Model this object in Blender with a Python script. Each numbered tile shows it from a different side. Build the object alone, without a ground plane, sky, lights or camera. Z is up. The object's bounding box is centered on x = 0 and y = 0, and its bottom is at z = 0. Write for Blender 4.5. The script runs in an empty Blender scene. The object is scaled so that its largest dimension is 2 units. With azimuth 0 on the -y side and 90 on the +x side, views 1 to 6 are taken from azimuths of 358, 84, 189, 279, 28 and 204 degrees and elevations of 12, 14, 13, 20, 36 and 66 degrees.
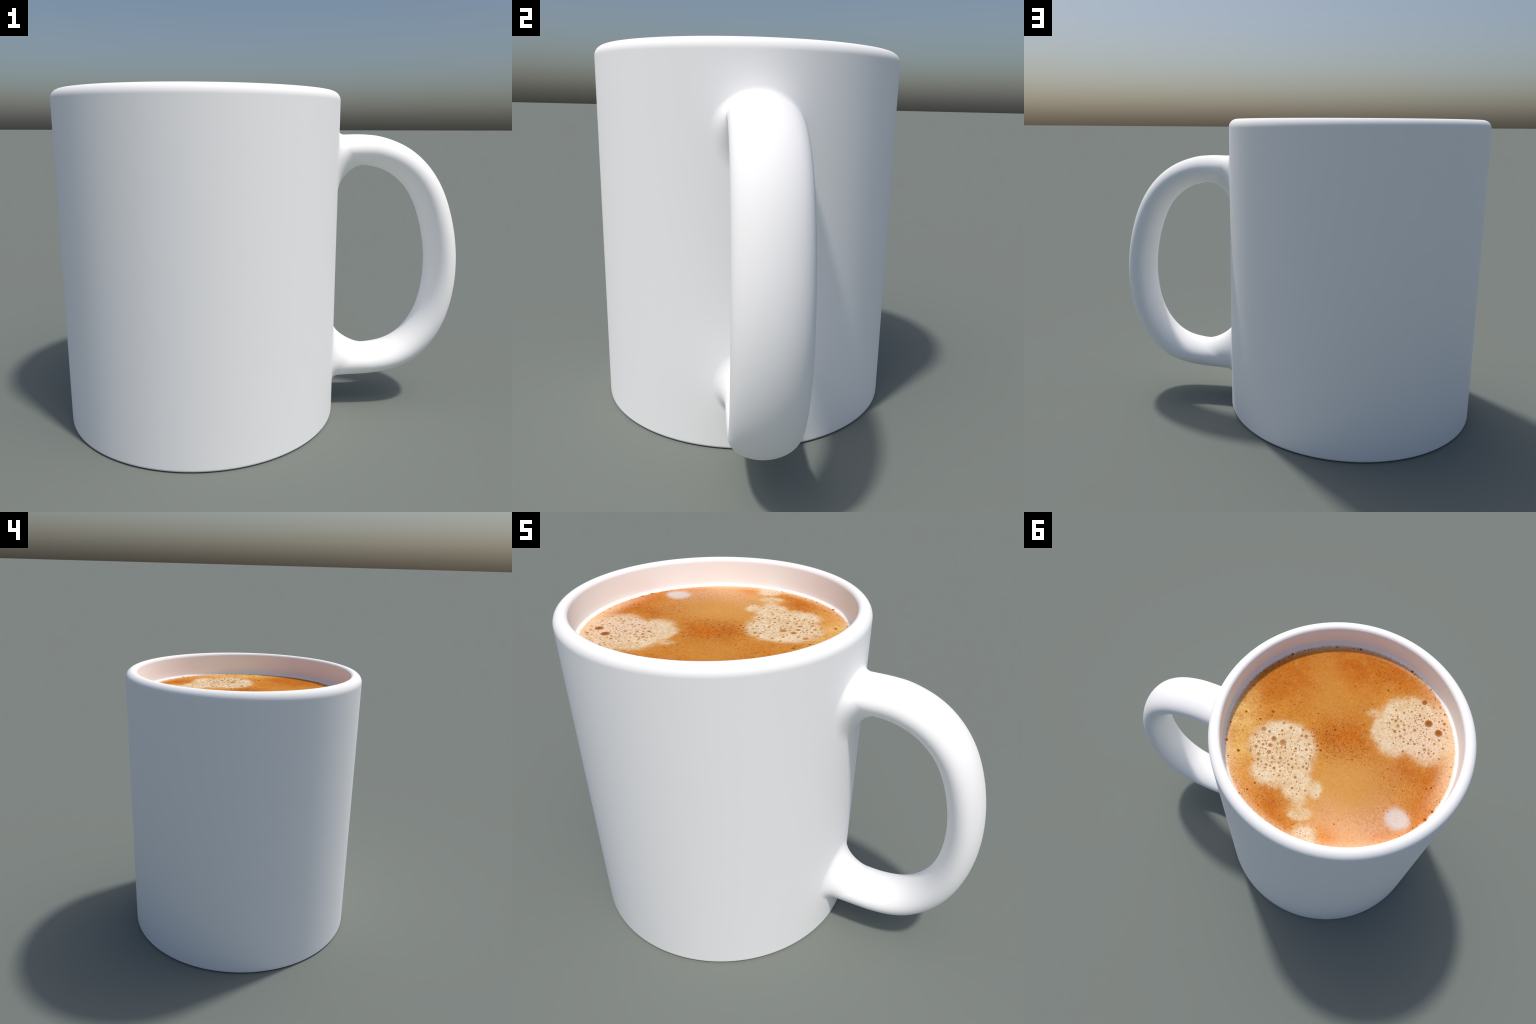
"""A white ceramic mug filled with coffee, crema and milk foam on top."""
import math
import random

import bpy
import numpy as np

rng = random.Random(7)

# ------------------------------------------------------------------ sizes (metres)
AXIS_X = -0.3167          # the cup's axis
R_OUT = 0.6833            # outer radius of the straight wall
R_IN = 0.620              # inner radius
HEIGHT = 1.618
LIP_OUT, LIP_IN = 0.043, 0.020   # rounding of the rim, outside and inside
FOOT = 0.012              # rounding of the foot
FLOOR = 0.085             # inner floor
COFFEE_Z = 1.477          # level of the coffee
MENISCUS = 0.0125         # the film that climbs the wall
SEG = 512

scene = bpy.context.scene


# ------------------------------------------------------------------ helpers
def link(name, mesh, parent=None, mat=None, loc=(0, 0, 0)):
    ob = bpy.data.objects.new(name, mesh)
    scene.collection.objects.link(ob)
    ob.location = loc
    if parent is not None:
        ob.parent = parent
    if mat is not None:
        mesh.materials.append(mat)
    return ob


def mesh_from(name, verts, faces, smooth=True):
    me = bpy.data.meshes.new(name)
    me.from_pydata([tuple(v) for v in verts], [], faces)
    me.update()
    if smooth:
        me.polygons.foreach_set("use_smooth", [True] * len(me.polygons))
    return me


def arc(cx, cz, rx, rz, a0, a1, n):
    """Points on an ellipse arc in the (radius, height) plane, degrees."""
    return [(cx + rx * math.cos(math.radians(a0 + (a1 - a0) * i / n)),
             cz + rz * math.sin(math.radians(a0 + (a1 - a0) * i / n))) for i in range(n + 1)]


def densify(profile, step):
    """Break the long straight runs up, with a close support loop at either end."""
    out = [profile[0]]
    for (r0, z0), (r1, z1) in zip(profile, profile[1:]):
        d = math.hypot(r1 - r0, z1 - z0)
        if d > step:
            ts = [0.002 / d] + [i * step / d for i in range(1, int(d / step) + 1) if i * step / d < 1 - 0.3 * step / d] + [1 - 0.002 / d]
            out += [(r0 + (r1 - r0) * t, z0 + (z1 - z0) * t) for t in ts]
        out.append((r1, z1))
    return out


def revolve(name, profile, seg=SEG):
    """Turn a profile that starts and ends on the axis."""
    verts, faces, rings = [], [], []
    for r, z in profile:
        if r < 1e-6:
            rings.append([len(verts)])
            verts.append((0, 0, z))
        else:
            rings.append(list(range(len(verts), len(verts) + seg)))
            verts += [(r * math.cos(2 * math.pi * i / seg), r * math.sin(2 * math.pi * i / seg), z) for i in range(seg)]
    for a, b in zip(rings, rings[1:]):
        for i in range(seg):
            j = (i + 1) % seg
            if len(a) == 1:
                faces.append((a[0], b[j], b[i]))
            elif len(b) == 1:
                faces.append((a[i], a[j], b[0]))
            else:
                faces.append((a[i], a[j], b[j], b[i]))
    return mesh_from(name, verts, faces)


def spline(knots, n):
    """Natural cubic spline through knots in the (x, z) plane."""
    K = np.array(knots, float)
    d = np.r_[0, np.cumsum(np.sqrt(np.hypot(*np.diff(K, axis=0).T)))]
    m, h = len(K), np.diff(d)
    A, r = np.zeros((m, m)), np.zeros((m, 2))
    A[0, 0] = A[-1, -1] = 1
    for i in range(1, m - 1):
        A[i, i - 1:i + 2] = h[i - 1], 2 * (h[i - 1] + h[i]), h[i]
        r[i] = 6 * ((K[i + 1] - K[i]) / h[i] - (K[i] - K[i - 1]) / h[i - 1])
    M = np.linalg.solve(A, r)
    s = np.linspace(0, d[-1], n)
    j = np.clip(np.searchsorted(d, s) - 1, 0, m - 2)
    t, hh = (s - d[j])[:, None], h[j][:, None]
    return (M[j] * (hh - t) ** 3 / (6 * hh) + M[j + 1] * t ** 3 / (6 * hh)
            + (K[j] / hh - M[j] * hh / 6) * (hh - t) + (K[j + 1] / hh - M[j + 1] * hh / 6) * t)


# ------------------------------------------------------------------ node helpers
class Nodes:
    def __init__(self, name):
        self.mat = bpy.data.materials.new(name)
        self.mat.use_nodes = True
        self.t = self.mat.node_tree
        self.bsdf = self.t.nodes["Principled BSDF"]

    def new(self, kind, **kw):
        n = self.t.nodes.new(kind)
        for k, v in kw.items():
            setattr(n, k, v)
        return n

    def put(self, socket, v):
        if isinstance(v, bpy.types.NodeSocket):
            self.t.links.new(v, socket)
        else:
            socket.default_value = v

    def math(self, op, a, b=0.0, clamp=False):
        n = self.new("ShaderNodeMath", operation=op, use_clamp=clamp)
        self.put(n.inputs[0], a)
        self.put(n.inputs[1], b)
        return n.outputs[0]

    def vmath(self, op, a, b=(0, 0, 0)):
        n = self.new("ShaderNodeVectorMath", operation=op)
        self.put(n.inputs[0], a)
        self.put(n.inputs[1], b)
        return n.outputs["Value"] if op == "LENGTH" else n.outputs[0]

    def ramp(self, v, a, b, lo=0.0, hi=1.0):
        n = self.new("ShaderNodeMapRange", interpolation_type="SMOOTHSTEP")
        for s, x in zip((0, 1, 2, 3, 4), (v, a, b, lo, hi)):
            self.put(n.inputs[s], x)
        return n.outputs[0]

    def mix(self, f, a, b, kind="MIX"):
        n = self.new("ShaderNodeMix", data_type="RGBA", blend_type=kind)
        self.put(n.inputs[0], f)
        self.put(n.inputs[6], a)
        self.put(n.inputs[7], b)
        return n.outputs[2]

    def noise(self, vec, scale, detail=3.0, rough=0.55, w=None):
        n = self.new("ShaderNodeTexNoise")
        if w is not None:
            n.noise_dimensions = "4D"
            n.inputs["W"].default_value = w
        self.put(n.inputs["Vector"], vec)
        n.inputs["Scale"].default_value = scale
        n.inputs["Detail"].default_value = detail
        n.inputs["Roughness"].default_value = rough
        return n.outputs["Fac"], n.outputs["Color"]

    def blob(self, vec, x, y, rx, ry, turn=0.0, soft=0.3, amount=1.0):
        """1 inside an ellipse, falling off over `soft` of its radius."""
        m = self.new("ShaderNodeMapping", vector_type="TEXTURE")
        self.put(m.inputs["Vector"], vec)
        m.inputs["Location"].default_value = (x, y, 0)
        m.inputs["Rotation"].default_value = (0, 0, math.radians(turn))
        m.inputs["Scale"].default_value = (rx, ry, 1)
        return self.ramp(self.vmath("LENGTH", m.outputs[0]), 1 - soft, 1 + soft, amount, 0.0)


def shade(r, g, b, k=1.0):
    """Linear colour from 0..255 values as the eye reads them, brightness factor k."""
    def lin(c):
        c /= 255.0
        return c / 12.92 if c <= 0.04045 else ((c + 0.055) / 1.055) ** 2.4
    return (lin(r) * k, lin(g) * k, lin(b) * k, 1.0)


# ------------------------------------------------------------------ materials
WHITE = (1.0, 1.0, 1.0, 1.0)


def glaze_material():
    n = Nodes("white_glaze")
    n.bsdf.inputs["Base Color"].default_value = WHITE
    n.bsdf.inputs["Roughness"].default_value = 0.9
    n.bsdf.inputs["Specular IOR Level"].default_value = 0.2
    return n.mat


K = 0.90   # the set's light lifts a level surface a little; take that out


def coffee_colour(n):
    """Crema and milk foam, laid out over the cup from blotches in node masks."""
    tc = n.new("ShaderNodeTexCoord").outputs["Object"]
    flat = n.vmath("MULTIPLY", tc, (1, 1, 0))
    _, wob1 = n.noise(flat, 5.0, 3.0, 0.6)
    _, wob2 = n.noise(flat, 24.0, 4.0, 0.6)
    w1 = n.vmath("MULTIPLY", n.vmath("SUBTRACT", wob1, (0.5, 0.5, 0.5)), (0.10, 0.10, 0))
    w2 = n.vmath("MULTIPLY", n.vmath("SUBTRACT", wob2, (0.5, 0.5, 0.5)), (0.034, 0.034, 0))
    w3 = n.vmath("MULTIPLY", w1, (0.35, 0.35, 0))
    p = n.vmath("ADD", n.vmath("ADD", flat, w1), w2)       # wandering edges
    q = n.vmath("ADD", n.vmath("ADD", flat, w2), w3)       # nearly true edges

    mottle, _ = n.noise(flat, 8.0, 6.0, 0.62)
    c = n.mix(n.ramp(mottle, 0.30, 0.72), shade(208, 125, 40, K), shade(219, 146, 60, K))
    dark, light = shade(194, 98, 14, K), shade(223, 163, 88, K)
    bk, _ = n.noise(flat, 16.0, 5.0, 0.62, w=11.0)
    broken = n.ramp(bk, 0.34, 0.62, 0.50, 1.12)
    # darker crema
    for x, y, rx, ry, a, s, amt in ((-0.02, -0.01, 0.16, 0.13, 10, 0.8, 0.85),
                                    (0.38, -0.27, 0.20, 0.12, 35, 0.9, 0.65),
                                    (0.05, -0.47, 0.22, 0.10, 8, 0.9, 0.80),
                                    (-0.24, -0.47, 0.16, 0.08, -25, 0.9, 0.40),
                                    (-0.40, 0.02, 0.18, 0.08, 12, 0.8, 0.90),
                                    (-0.53, 0.13, 0.08, 0.16, 0, 0.9, 0.55),
                                    (0.19, 0.45, 0.14, 0.075, -28, 0.8, 0.75),
                                    (-0.50, 0.33, 0.06, 0.14, -40, 0.9, 0.30)):
        c = n.mix(n.math("MULTIPLY", n.blob(p, x, y, rx, ry, a, s, amt), broken), c, dark)
    c = n.mix(n.blob(q, -0.035, -0.03, 0.055, 0.045, 0, 0.8, 0.7), c, shade(218, 118, 26, K))
    # paler crema
    for x, y, rx, ry, a, s, amt, col in ((-0.13, 0.23, 0.25, 0.17, 15, 0.8, 0.90, light),
                                         (0.22, -0.36, 0.08, 0.20, 35, 0.9, 0.55, shade(211, 147, 68, K)),
                                         (0.05, -0.20, 0.20, 0.09, 15, 0.9, 0.50, shade(211, 147, 68, K)),
                                         (-0.32, 0.17, 0.12, 0.11, 0, 0.9, 0.55, shade(208, 140, 78, K)),
                                         (0.53, 0.17, 0.11, 0.27, 12, 0.6, 0.90, shade(252, 212, 134, K)),
                                         (0.40, 0.42, 0.13, 0.10, -45, 0.8, 0.65, shade(234, 170, 98, K)),
                                         (-0.24, 0.50, 0.27, 0.12, -16, 0.8, 0.95, shade(241, 184, 136, K)),
                                         (-0.36, 0.38, 0.12, 0.12, 0, 0.9, 0.6, shade(228, 178, 146, K)),
                                         (-0.11, 0.54, 0.05, 0.07, 0, 0.9, 0.75, shade(240, 148, 78, K)),
                                         (-0.44, 0.44, 0.06, 0.14, -45, 0.8, 0.65, shade(226, 136, 62, K)),
                                         (0.535, 0.275, 0.020, 0.070, 50, 0.8, 0.75, shade(246, 218, 168, K))):
        m = n.blob(p, x, y, rx, ry, a, s, amt)
        if x > 0.45:      # the golden froth by the handle lies in streaks
            st, _ = n.noise(n.vmath("MULTIPLY", p, (1.0, 1.7, 1.0)), 8.5, 5.0, 0.6, w=4.0)
            m = n.math("MULTIPLY", m, n.ramp(st, 0.34, 0.60, 0.35, 1.0))
        c = n.mix(m, c, col)

    # milk foam: one patch by the handle with a tail, one across from it
    def cluster(pos, blobs, blend):
        total = None
        for x, y, rx, ry, a, s in blobs:
            m = n.blob(pos, x, y, rx, ry, a, s * 1.35)
            if total is None:
                total = m
            else:
                node = n.new("ShaderNodeMath", operation="SMOOTH_MAX")
                n.put(node.inputs[0], total)
                n.put(node.inputs[1], m)
                node.inputs[2].default_value = blend
                total = node.outputs[0]
        return total

    by_handle = ((0.265, 0.150, 0.178, 0.155, 10, 0.17),
                 (0.225, 0.265, 0.160, 0.112, 30, 0.20),
                 (0.115, 0.320, 0.080, 0.095, 25, 0.26),
                 (0.072, 0.390, 0.042, 0.064, 10, 0.42),
                 (0.016, 0.312, 0.032, 0.050, 20, 0.45),
                 (0.036, 0.459, 0.062, 0.036, 23, 0.30),
                 (-0.026, 0.572, 0.066, 0.070, 0, 0.35))
    across = ((-0.340, -0.235, 0.195, 0.165, -25, 0.16),
              (-0.465, -0.250, 0.120, 0.165, -10, 0.35),
              (-0.205, -0.150, 0.078, 0.098, 0, 0.22),
              (-0.255, -0.080, 0.082, 0.066, -20, 0.42),
              (-0.410, -0.135, 0.120, 0.080, -30, 0.45))
    both = by_handle + across
    halo = cluster(p, [(x, y, rx + 0.022, ry + 0.022, a, 0.60) for x, y, rx, ry, a, s in both], 0.2)
    c = n.mix(n.math("MULTIPLY", halo, 0.60, True), c, shade(228, 172, 88, K))
    cream, cream2, rosy = shade(250, 233, 202, K), shade(233, 200, 156, K), shade(242, 215, 194, K)
    fm, _ = n.noise(flat, 10.0, 4.0, 0.6, w=2.0)
    foam = n.mix(n.ramp(fm, 0.32, 0.64), cream2, cream)
    foam = n.mix(n.blob(p, -0.47, -0.22, 0.15, 0.26, -30, 0.8, 0.75), foam, rosy)
    foam = n.mix(n.blob(p, -0.03, 0.60, 0.07, 0.06, 0, 0.8, 0.9), foam, shade(250, 226, 208, K))
    ragged, _ = n.noise(flat, 34.0, 5.0, 0.65, w=8.0)
    fmask = n.math("ADD", cluster(q, both, 0.15), n.math("MULTIPLY", n.math("SUBTRACT", ragged, 0.5), 0.55))
    fmask = n.ramp(fmask, 0.0, 1.15, 0.0, 0.97)
    wisp = n.math("SUBTRACT", 1.0, n.blob(flat, 0.045, 0.42, 0.10, 0.075, 20, 0.5, 0.30))
    fmask = n.math("MULTIPLY", fmask, wisp)                # the tail is thin
    c = n.mix(fmask, c, foam)
    c = n.mix(n.blob(q, -0.118, -0.222, 0.034, 0.022, 20, 0.7, 0.45), c, cream)
    disc = n.blob(n.vmath("ADD", flat, n.vmath("MULTIPLY", w2, (0.6, 0.6, 0))), -0.417, 0.300, 0.062, 0.055, 0, 0.36, 0.95)
    c = n.mix(disc, c, shade(226, 213, 207, K))

    # pale peach where the froth thins towards the far wall
    rad = n.vmath("LENGTH", flat)
    for x, y, rx, ry, a, amt, lo, hi in ((-0.62, -0.20, 0.30, 0.34, 0, 0.80, 0.490, 0.600),
                                         (-0.10, 0.64, 0.70, 0.26, 0, 0.70, 0.545, 0.603),
                                         (0.62, 0.22, 0.20, 0.34, 0, 0.65, 0.565, 0.603),
                                         (0.10, -0.62, 0.60, 0.26, 8, 0.60, 0.560, 0.604)):
        m = n.math("MULTIPLY", n.blob(flat, x, y, rx, ry, a, 0.6, amt), n.ramp(rad, lo, hi))
        c = n.mix(m, c, shade(250, 214, 176, K))

    # pinprick bubbles, three sizes, denser in the dark crema and towards the wall
    dn, _ = n.noise(flat, 3.5, 2.0, 0.5, w=5.0)
    calm = n.math("MAXIMUM", n.blob(flat, -0.12, 0.27, 0.20, 0.15, 15, 0.5, 0.75), n.blob(flat, 0.16, -0.30, 0.14, 0.22, 35, 0.6, 0.5))
    calm = n.math("MAXIMUM", calm, n.math("MAXIMUM", disc, n.blob(flat, -0.24, 0.50, 0.26, 0.10, -16, 0.5, 0.7)))
    busy = n.math("MAXIMUM", n.blob(flat, -0.02, 0.0, 0.20, 0.14, 10, 0.5, 0.6), n.ramp(rad, 0.35, 0.58, 0.0, 0.35))
    dense = n.math("SUBTRACT", n.math("ADD", n.ramp(dn, 0.3, 0.7, 0.40, 0.85), busy), calm)
    painted_glint = None
    for scale, radius, share, amt in ((36.0, 0.22, 0.26, 0.70), (72.0, 0.26, 0.42, 0.62), (140.0, 0.32, 0.70, 0.50)):
        v = n.new("ShaderNodeTexVoronoi", voronoi_dimensions="2D", feature="F1")
        n.put(v.inputs["Vector"], flat)
        v.inputs["Scale"].default_value = scale
        pick = n.new("ShaderNodeSeparateColor")
        n.t.links.new(v.outputs["Color"], pick.inputs[0])
        size = n.math("MULTIPLY", n.math("ADD", n.math("MULTIPLY", pick.outputs[0], 0.7), 0.3), radius)
        spot = n.ramp(v.outputs["Distance"], n.math("MULTIPLY", size, 0.45), size, 1.0, 0.0)
        keep = n.math("LESS_THAN", pick.outputs[1], n.math("MULTIPLY", dense, share))
        f = n.math("MULTIPLY", n.math("MULTIPLY", spot, keep), amt)
        c = n.mix(f, c, n.mix(fmask, shade(150, 66, 10, K), shade(184, 132, 84, K)))
        if scale == 72.0:      # bright highlight specks painted on as pale dots, mostly near the wall
            lit = n.math("GREATER_THAN", pick.outputs[2], n.math("ADD", 0.985, n.blob(flat, -0.46, 0.10, 0.30, 0.36, 0, 0.6, -0.10)))
            painted_glint = n.math("MULTIPLY", n.math("MULTIPLY", spot, lit), 0.35)
    c = n.mix(painted_glint, c, shade(250, 214, 178, K))
    for scale, radius, share, seed in ((30.0, 0.27, 0.50, 0.0), (56.0, 0.27, 0.50, 3.0), (110.0, 0.30, 0.32, 6.0)):
        v = n.new("ShaderNodeTexVoronoi", voronoi_dimensions="2D", feature="F1")
        n.put(v.inputs["Vector"], n.vmath("ADD", flat, (seed, seed, 0)))
        v.inputs["Scale"].default_value = scale
        pick = n.new("ShaderNodeSeparateColor")
        n.t.links.new(v.outputs["Color"], pick.inputs[0])
        size = n.math("MULTIPLY", n.math("ADD", n.math("MULTIPLY", pick.outputs[0], 0.65), 0.35), radius)
        keep = n.math("MULTIPLY", n.math("LESS_THAN", pick.outputs[1], share), n.ramp(fmask, 0.45, 0.8))
        film = n.ramp(v.outputs["Distance"], n.math("MULTIPLY", size, 1.05), n.math("MULTIPLY", size, 1.7), 0.55, 0.0)  # bubble's bright crescent, drawn as an even pale ring
        c = n.mix(n.math("MULTIPLY", film, keep), c, shade(250, 232, 200, K))
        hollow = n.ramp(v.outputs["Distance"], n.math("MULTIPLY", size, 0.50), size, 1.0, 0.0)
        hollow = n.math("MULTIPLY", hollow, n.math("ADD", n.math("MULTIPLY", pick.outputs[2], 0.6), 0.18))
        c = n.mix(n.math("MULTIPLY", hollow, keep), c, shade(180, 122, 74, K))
    pit, _ = n.noise(flat, 62.0, 5.0, 0.68, w=7.0)
    pits = n.math("MULTIPLY", n.math("SUBTRACT", 1.0, n.math("MULTIPLY", calm, 0.8)), 0.55)
    c = n.mix(pits, c, n.mix(n.ramp(pit, 0.36, 0.64), (0.80, 0.72, 0.58, 1), (1.13, 1.14, 1.16, 1)), "MULTIPLY")
    gr, _ = n.noise(flat, 190.0, 3.0, 0.7)
    c = n.mix(0.50, c, n.mix(n.ramp(gr, 0.25, 0.75), (0.80, 0.76, 0.70, 1), (1.18, 1.20, 1.22, 1)), "MULTIPLY")
    return tc, flat, rad, c


def coffee_material():
    n = Nodes("coffee_crema")
    tc, flat, rad, c = coffee_colour(n)
    # white film where the froth thins out against the cup
    ej, _ = n.noise(flat, 58.0, 4.0, 0.7)
    rad = n.math("ADD", rad, n.math("MULTIPLY", n.math("SUBTRACT", ej, 0.5), 0.026))
    c = n.mix(n.ramp(rad, 0.595, 0.6165), c, WHITE)
    n.put(n.bsdf.inputs["Base Color"], c)
    n.bsdf.inputs["Roughness"].default_value = 0.9
    n.bsdf.inputs["Specular IOR Level"].default_value = 0.0
    h, _ = n.noise(flat, 95.0, 4.0, 0.6)
    b = n.new("ShaderNodeBump")
    b.inputs["Strength"].default_value = 0.10
    b.inputs["Distance"].default_value = 0.004
    n.put(b.inputs["Height"], h)
    n.put(n.bsdf.inputs["Normal"], b.outputs[0])
    return n.mat


def bubble_material(name, core, ring, pale):
    """Brown in the hollow, lighter on the rim of the bubble."""
    n = Nodes(name)
    tc = n.new("ShaderNodeTexCoord").outputs["Object"]
    r = n.vmath("LENGTH", n.vmath("MULTIPLY", tc, (1, 1, 0)))
    info = n.new("ShaderNodeObjectInfo").outputs["Random"]
    centre = n.mix(n.math("MULTIPLY", info, 0.6), core, ring)
    c = n.mix(n.ramp(r, 0.30, 0.80), centre, ring)
    c = n.mix(n.ramp(r, 0.82, 1.0), c, pale)  # rim tinted paler for the light a bubble catches
    n.put(n.bsdf.inputs["Base Color"], c)
    n.bsdf.inputs["Roughness"].default_value = 0.8
    n.bsdf.inputs["Specular IOR Level"].default_value = 0.0
    return n.mat


# ------------------------------------------------------------------ the cup
glaze = glaze_material()
mug = bpy.data.objects.new("coffee_mug", None)
scene.collection.objects.link(mug)
mug.location = (AXIS_X, 0, 0)
mug["label"] = "white ceramic mug with loop handle, full of foamy coffee"
mug["category"] = "coffee mug"

profile = [(0, 0), (R_OUT - FOOT, 0)]
profile += arc(R_OUT - FOOT, FOOT, FOOT, FOOT, -90, 0, 8)[1:]
profile += arc(R_OUT - LIP_OUT, HEIGHT - LIP_OUT, LIP_OUT, LIP_OUT, 0, 90, 14)
profile += arc(R_IN + LIP_IN, HEIGHT - LIP_IN, LIP_IN, LIP_IN, 90, 180, 12)
profile += arc(R_IN - 0.05, FLOOR + 0.05, 0.05, 0.05, 0, -90, 8)
profile += [(0, FLOOR)]
body = link("body", revolve("body", densify(profile, 0.04)), mug, glaze)


# ------------------------------------------------------------------ the handle
def wall_x(y):
    return np.sqrt(R_OUT ** 2 - y ** 2) + AXIS_X


def handle_mesh():
    half = 0.124           # half width across
    na, nphi = 150, 72
    outer = spline([(0.520, 1.4180), (0.567, 1.413), (0.690, 1.373), (0.811, 1.286), (0.901, 1.161), (0.965, 0.990),
                    (0.9975, 0.800), (0.990, 0.597), (0.925, 0.391), (0.810, 0.250), (0.696, 0.190), (0.580, 0.1675)], na)
    inner = spline([(0.520, 1.2680), (0.556, 1.262), (0.633, 1.233), (0.724, 1.157), (0.784, 1.054), (0.824, 0.930),
                    (0.846, 0.800), (0.845, 0.648), (0.806, 0.491), (0.723, 0.378), (0.640, 0.333), (0.580, 0.3205)], na)
    phi = np.arange(nphi) * 2 * np.pi / nphi
    mid, rad = (outer + inner) / 2, (outer - inner) / 2
    tube = np.zeros((na, nphi, 3))
    tube[:, :, 0] = mid[:, 0, None] + rad[:, 0, None] * np.cos(phi)
    tube[:, :, 2] = mid[:, 1, None] + rad[:, 1, None] * np.cos(phi)
    tube[:, :, 1] = half * np.sin(phi)

    w_in, w_out = ((1 - np.cos(phi)) / 2) ** 2.2, ((1 + np.cos(phi)) / 2) ** 3

    def flare(section, side, reach_in, rise_in, reach_out, rise_out, slope, run_in, run_out):
        """Rings from an end section of the tube down on to the cup, spreading into a fillet."""
        h = abs(section[0, 2] - section[nphi // 2, 2]) / 2
        ny, nz = np.sin(phi) / half, side * np.cos(phi) / h
        ln = np.hypot(ny, nz)
        ny, nz = ny / ln, nz / ln
        reach = 0.036 + (reach_in - 0.036) * w_in + (reach_out - 0.036) * w_out
        rise = 0.017 + (rise_in - 0.017) * w_in + (rise_out - 0.017) * w_out
        power = 2.0 - 0.12 * w_in
        x0, y0, z0 = section.T

        def ease(x):
            """Let the neck carry the bend of the loop on before it straightens."""
            d = x0 - x
            return side * (slope * w_out * d + (run_in * w_in + run_out * w_out) * d * np.clip(1 - d / 0.16, 0, 1) ** 2)

        rings = []
        for t in np.linspace(0, 1, 13)[1:]:                       # straight neck
            x = x0 + (wall_x(y0) + reach - x0) * t
            rings.append(np.stack([x, y0, z0 + ease(x)], 1))
        for a in np.linspace(0, np.pi / 2, 29)[1:]:               # fillet
            u, v = np.sin(a) ** (2 / power), np.cos(a) ** (2 / power)
            off = rise * (1 - v)
            y = y0 + ny * off
            x = wall_x(y) + reach * (1 - u)
            rings.append(np.stack([x, y, z0 + ease(x) + nz * off], 1))
        off = rise + 0.006                                       # feather edge, just under the glaze
        y = y0 + ny * off
        x = wall_x(y) - 0.0006
        rings.append(np.stack([x, y, z0 + ease(x) + nz * off], 1))
        return rings

    top = flare(tube[0], 1, 0.142, 0.157, 0.033, 0.032, 0.0, 0.12, 0.10)
    bottom = flare(tube[-1], -1, 0.208, 0.138, 0.033, 0.033, 0.08, 0.20, 0.08)
    rings = top[::-1] + list(tube) + bottom
    verts = np.concatenate(rings)
    verts[:, 0] -= AXIS_X                                        # the parent stands on the cup's axis
    faces = []
    for k in range(len(rings) - 1):
        for i in range(nphi):
            j = (i + 1) % nphi
            faces.append((k * nphi + i, k * nphi + j, (k + 1) * nphi + j, (k + 1) * nphi + i))
    return mesh_from("handle", verts.tolist(), faces)


handle = link("handle", handle_mesh(), mug, glaze)

# ------------------------------------------------------------------ the coffee
edge = R_IN + 0.0004     # the film runs just into the glaze
prof = [(0, FLOOR + 0.001 - COFFEE_Z)]
prof += [(x, z - COFFEE_Z) for x, z in arc(edge - 0.05, FLOOR + 0.051, 0.05, 0.05, -90, 0, 8)]
prof += [(edge, MENISCUS)]
prof += arc(edge - MENISCUS, MENISCUS, MENISCUS, MENISCUS, 0, -90, 10)[1:]
prof += [(0, 0)]
coffee = link("coffee", revolve("coffee", densify(prof, 0.05)), mug, coffee_material(), (0, 0, COFFEE_Z))


# ------------------------------------------------------------------ bubbles
def bubble_mesh(name):
    """A little crater: raised rim, hollow middle. Unit radius."""
    shape = [(0, 0.03), (0.30, 0.04), (0.55, 0.075), (0.72, 0.12), (0.84, 0.15), (0.93, 0.12), (1.0, 0.04), (1.03, -0.15)]
    return revolve(name, shape[::-1], 24)


foam_bubble = bubble_mesh("bubble")
foam_bubble.materials.append(bubble_material("foam_bubble", shade(174, 112, 62, K), shade(206, 158, 108, K), shade(234, 206, 164, K)))
crema_bubble = bubble_mesh("crema_bubble")
crema_bubble.materials.append(bubble_material("crema_bubble", shade(148, 72, 20, K), shade(178, 100, 40, K), shade(214, 142, 76, K)))

large_bubble = bubble_mesh("large_bubble")
large_bubble.materials.append(bubble_material("large_bubble", shade(150, 92, 40, K), shade(176, 118, 68, K), shade(222, 180, 140, K)))

# the large bubbles that stand out, by the patch they sit in: x, y, radius in millimetres
BY_HANDLE = [(272, 126, 20), (324, 125, 17), (398, 92, 16), (327, 168, 13), (317, 207, 13), (393, 204, 11), (363, 239, 11),
             (353, 268, 9), (411, 239, 9), (172, 46, 11), (202, 17, 9), (266, 30, 9), (312, 18, 8), (303, 63, 8), (426, 141, 8),
             (195, 234, 8), (256, 282, 9), (249, 217, 10), (280, 256, 8), (135, 288, 9), (98, 219, 8), (127, 349, 8), (60, 336, 7)]
ACROSS = [(-402, -279, 22), (-467, -244, 21), (-344, -396, 16), (-235, -228, 10), (-255, -203, 11), (-250, -164, 11), (-209, -202, 7),
          (-294, -193, 9), (-285, -220, 7), (-287, -148, 9), (-313, -124, 7), (-327, -69, 8), (-345, -212, 11), (-345, -307, 9),
          (-297, -314, 7), (-427, -122, 10), (-480, -309, 10), (-489, -275, 8), (-399, -385, 8), (-431, -399, 8), (-392, -433, 7),
          (-482, -204, 8), (-516, -166, 7), (-513, -99, 8)]
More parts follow.
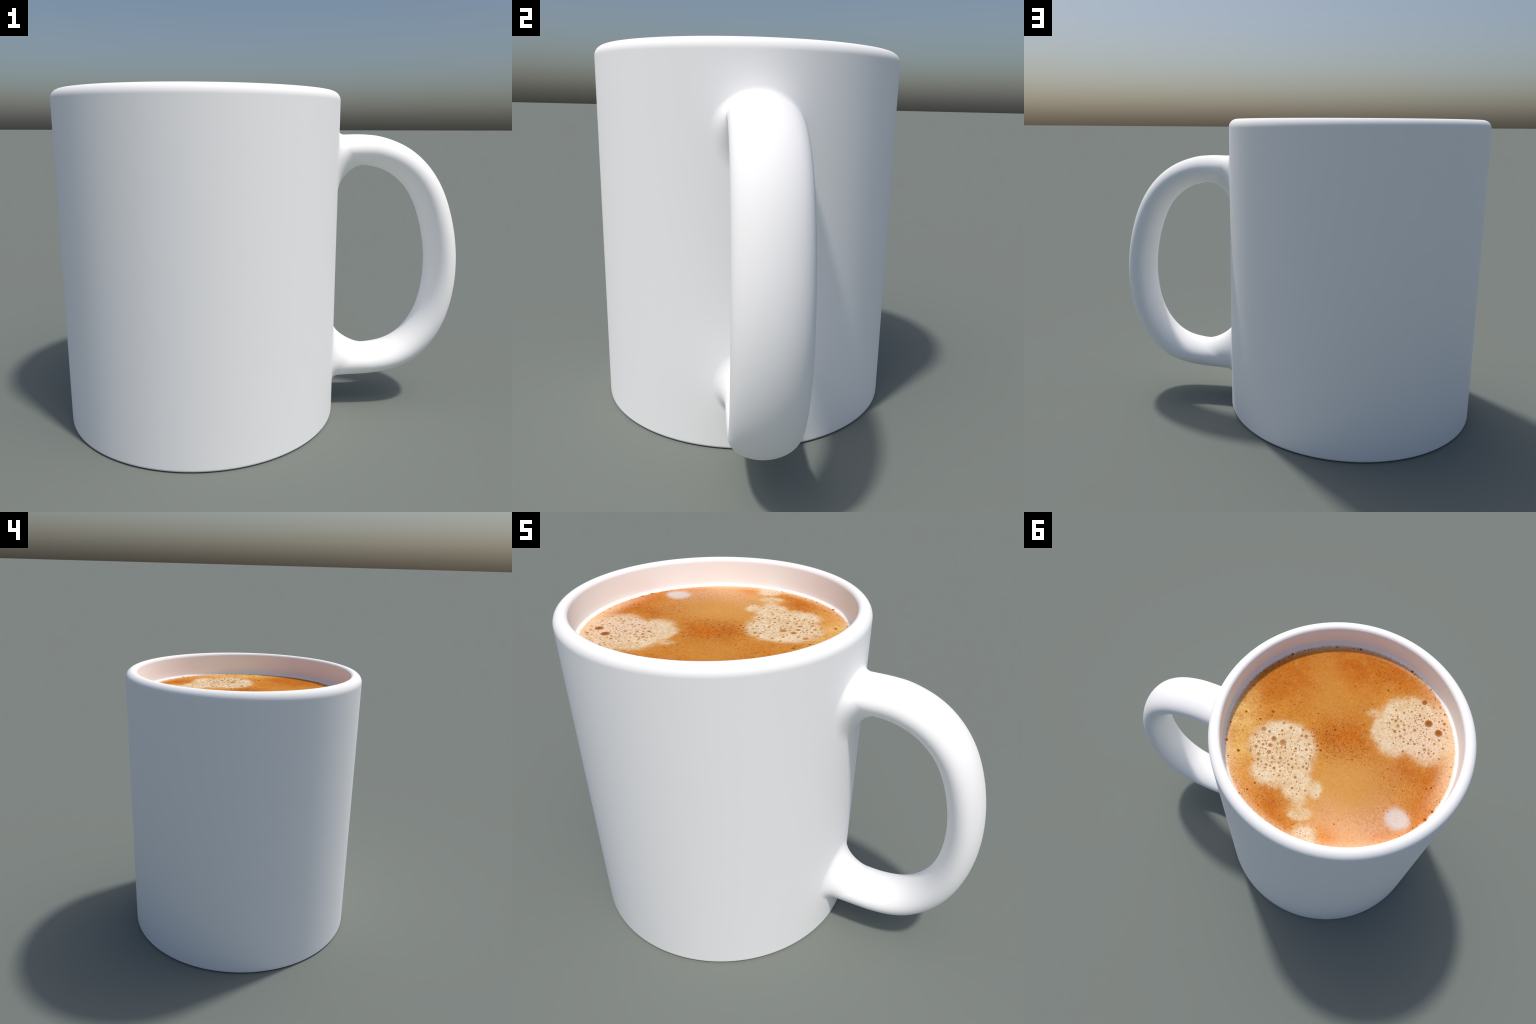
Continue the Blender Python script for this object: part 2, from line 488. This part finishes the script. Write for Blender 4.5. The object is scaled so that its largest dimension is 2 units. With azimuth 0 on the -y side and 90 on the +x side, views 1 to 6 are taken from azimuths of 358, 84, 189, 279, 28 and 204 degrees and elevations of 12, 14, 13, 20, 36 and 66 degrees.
IN_CREMA = [(394, -24, 10), (528, 32, 7), (439, 45, 7), (469, 262, 8), (552, 228, 7), (313, 397, 6), (335, 444, 6), (366, 482, 8),
            (45, -50, 9), (79, -6, 7), (71, 93, 7), (-122, -462, 6), (-137, -393, 7), (-182, -460, 6), (-192, -431, 6), (38, -347, 5),
            (-566, 194, 8), (-545, 248, 10), (-524, 72, 7), (-503, 86, 6), (-220, -560, 8), (440, -410, 8), (95, -590, 8)]

placed = []


def bubble(x, y, r, kind):
    mesh = {"foam": foam_bubble, "crema": crema_bubble, "large": large_bubble}[kind]
    ob = bpy.data.objects.new("bubble", mesh)
    scene.collection.objects.link(ob)
    ob.parent = coffee
    ob.location = (x, y, 0)
    ob.scale = (r, r * rng.uniform(0.88, 1.06), r * rng.uniform(0.8, 1.1))
    ob.rotation_euler[2] = rng.uniform(0, 6.28)
    placed.append((x, y, r))


for group, kind in ((BY_HANDLE, "foam"), (ACROSS, "foam"), (IN_CREMA, "crema")):
    for x, y, r in group:
        big = kind == "foam" and group is ACROSS and r > 14
        bubble(x / 1000, y / 1000, r / 1000, "large" if big else kind)


def scatter(count, cx, cy, rx, ry, turn, r0, r1, kind, tries=60):
    """More bubbles, not overlapping, inside an ellipse; small ones are commoner."""
    ca, sa = math.cos(math.radians(turn)), math.sin(math.radians(turn))
    for _ in range(count):
        for _ in range(tries):
            a, d = rng.uniform(0, 2 * math.pi), math.sqrt(rng.random())
            u, v = rx * d * math.cos(a), ry * d * math.sin(a)
            x, y = cx + u * ca - v * sa, cy + u * sa + v * ca
            r = r0 + (r1 - r0) * rng.random() ** 2
            if math.hypot(x, y) + r < 0.600 and all(math.hypot(x - X, y - Y) > r + R + 0.002 for X, Y, R in placed):
                bubble(x, y, r, kind)
                break


scatter(74, 0.26, 0.18, 0.16, 0.14, 20, 0.0040, 0.0090, "foam")
scatter(6, 0.11, 0.33, 0.05, 0.05, 20, 0.0030, 0.0055, "foam")
scatter(60, -0.36, -0.23, 0.17, 0.15, -25, 0.0040, 0.0085, "foam")
scatter(34, 0.02, 0.02, 0.17, 0.11, 10, 0.0030, 0.0060, "crema")
scatter(16, 0.00, 0.00, 0.59, 0.59, 0, 0.0025, 0.0050, "crema")
# a broken chain of bubbles against the wall
for _ in range(24):
    a = rng.uniform(0, 2 * math.pi)
    r = rng.uniform(0.0022, 0.0055)
    d = 0.606 - r - rng.random() * 0.010
    x, y = d * math.cos(a), d * math.sin(a)
    if all(math.hypot(x - X, y - Y) > r + R for X, Y, R in placed):
        bubble(x, y, r, "crema")


# ------------------------------------------------------------------ fine froth
def fine_material(name, colour, other):
    n = Nodes(name)
    tc = n.new("ShaderNodeTexCoord").outputs["Object"]
    f, _ = n.noise(tc, 60.0, 2.0, 0.5)
    n.put(n.bsdf.inputs["Base Color"], n.mix(n.ramp(f, 0.35, 0.65), colour, other))
    n.bsdf.inputs["Roughness"].default_value = 0.8
    n.bsdf.inputs["Specular IOR Level"].default_value = 0.0
    return n.mat


def fine_froth():
    """Bubbles too small to pick apart, as one piece of real geometry."""
    ring = [(0.0, 0.06), (0.6, 0.10), (0.85, 0.16), (1.0, -0.1)]
    seg, verts, faces, slots = 10, [], [], []
    # where: count, centre, half axes, turn, radius range, material slot
    beds = ((280, -0.02, -0.01, 0.16, 0.11, 10, 0.0014, 0.0034, 0),
            (70, -0.38, 0.06, 0.18, 0.12, 10, 0.0014, 0.0032, 0),
            (60, 0.20, 0.42, 0.16, 0.09, -30, 0.0014, 0.0030, 0),
            (70, 0.40, -0.22, 0.16, 0.14, 30, 0.0014, 0.0030, 0),
            (150, 0.25, 0.20, 0.18, 0.17, 20, 0.0015, 0.0042, 1),
            (150, -0.36, -0.23, 0.20, 0.18, -25, 0.0015, 0.0042, 1))
    for count, cx, cy, rx, ry, turn, r0, r1, slot in beds:
        ca, sa = math.cos(math.radians(turn)), math.sin(math.radians(turn))
        for _ in range(count):
            a, d = rng.uniform(0, 2 * math.pi), rng.random() ** 0.6
            u, v = rx * d * math.cos(a), ry * d * math.sin(a)
            x, y = cx + u * ca - v * sa, cy + u * sa + v * ca
            r = r0 + (r1 - r0) * rng.random() ** 2
            if math.hypot(x, y) > 0.590 or any(math.hypot(x - X, y - Y) < r + Q for X, Y, Q in placed):
                continue
            placed.append((x, y, r))
            base = len(verts)
            verts.append((x, y, ring[0][1] * r))
            for rr, z in ring[1:]:
                verts.extend((x + r * rr * math.cos(2 * math.pi * i / seg), y + r * rr * math.sin(2 * math.pi * i / seg), r * z) for i in range(seg))
            for i in range(seg):
                j = (i + 1) % seg
                faces.append((base, base + 1 + i, base + 1 + j))
                for k in range(len(ring) - 2):
                    p, q = base + 1 + k * seg, base + 1 + (k + 1) * seg
                    faces.append((p + i, q + i, q + j, p + j))
            slots += [slot] * (len(faces) - len(slots))
    me = mesh_from("fine_froth", verts, faces)
    me.materials.append(fine_material("crema_froth", shade(150, 74, 18, K), shade(176, 98, 36, K)))
    me.materials.append(fine_material("milk_froth", shade(176, 120, 72, K), shade(212, 168, 122, K)))
    me.polygons.foreach_set("material_index", slots)
    ob = link("froth", me, coffee)
    ob["kind"] = "stuff"


fine_froth()
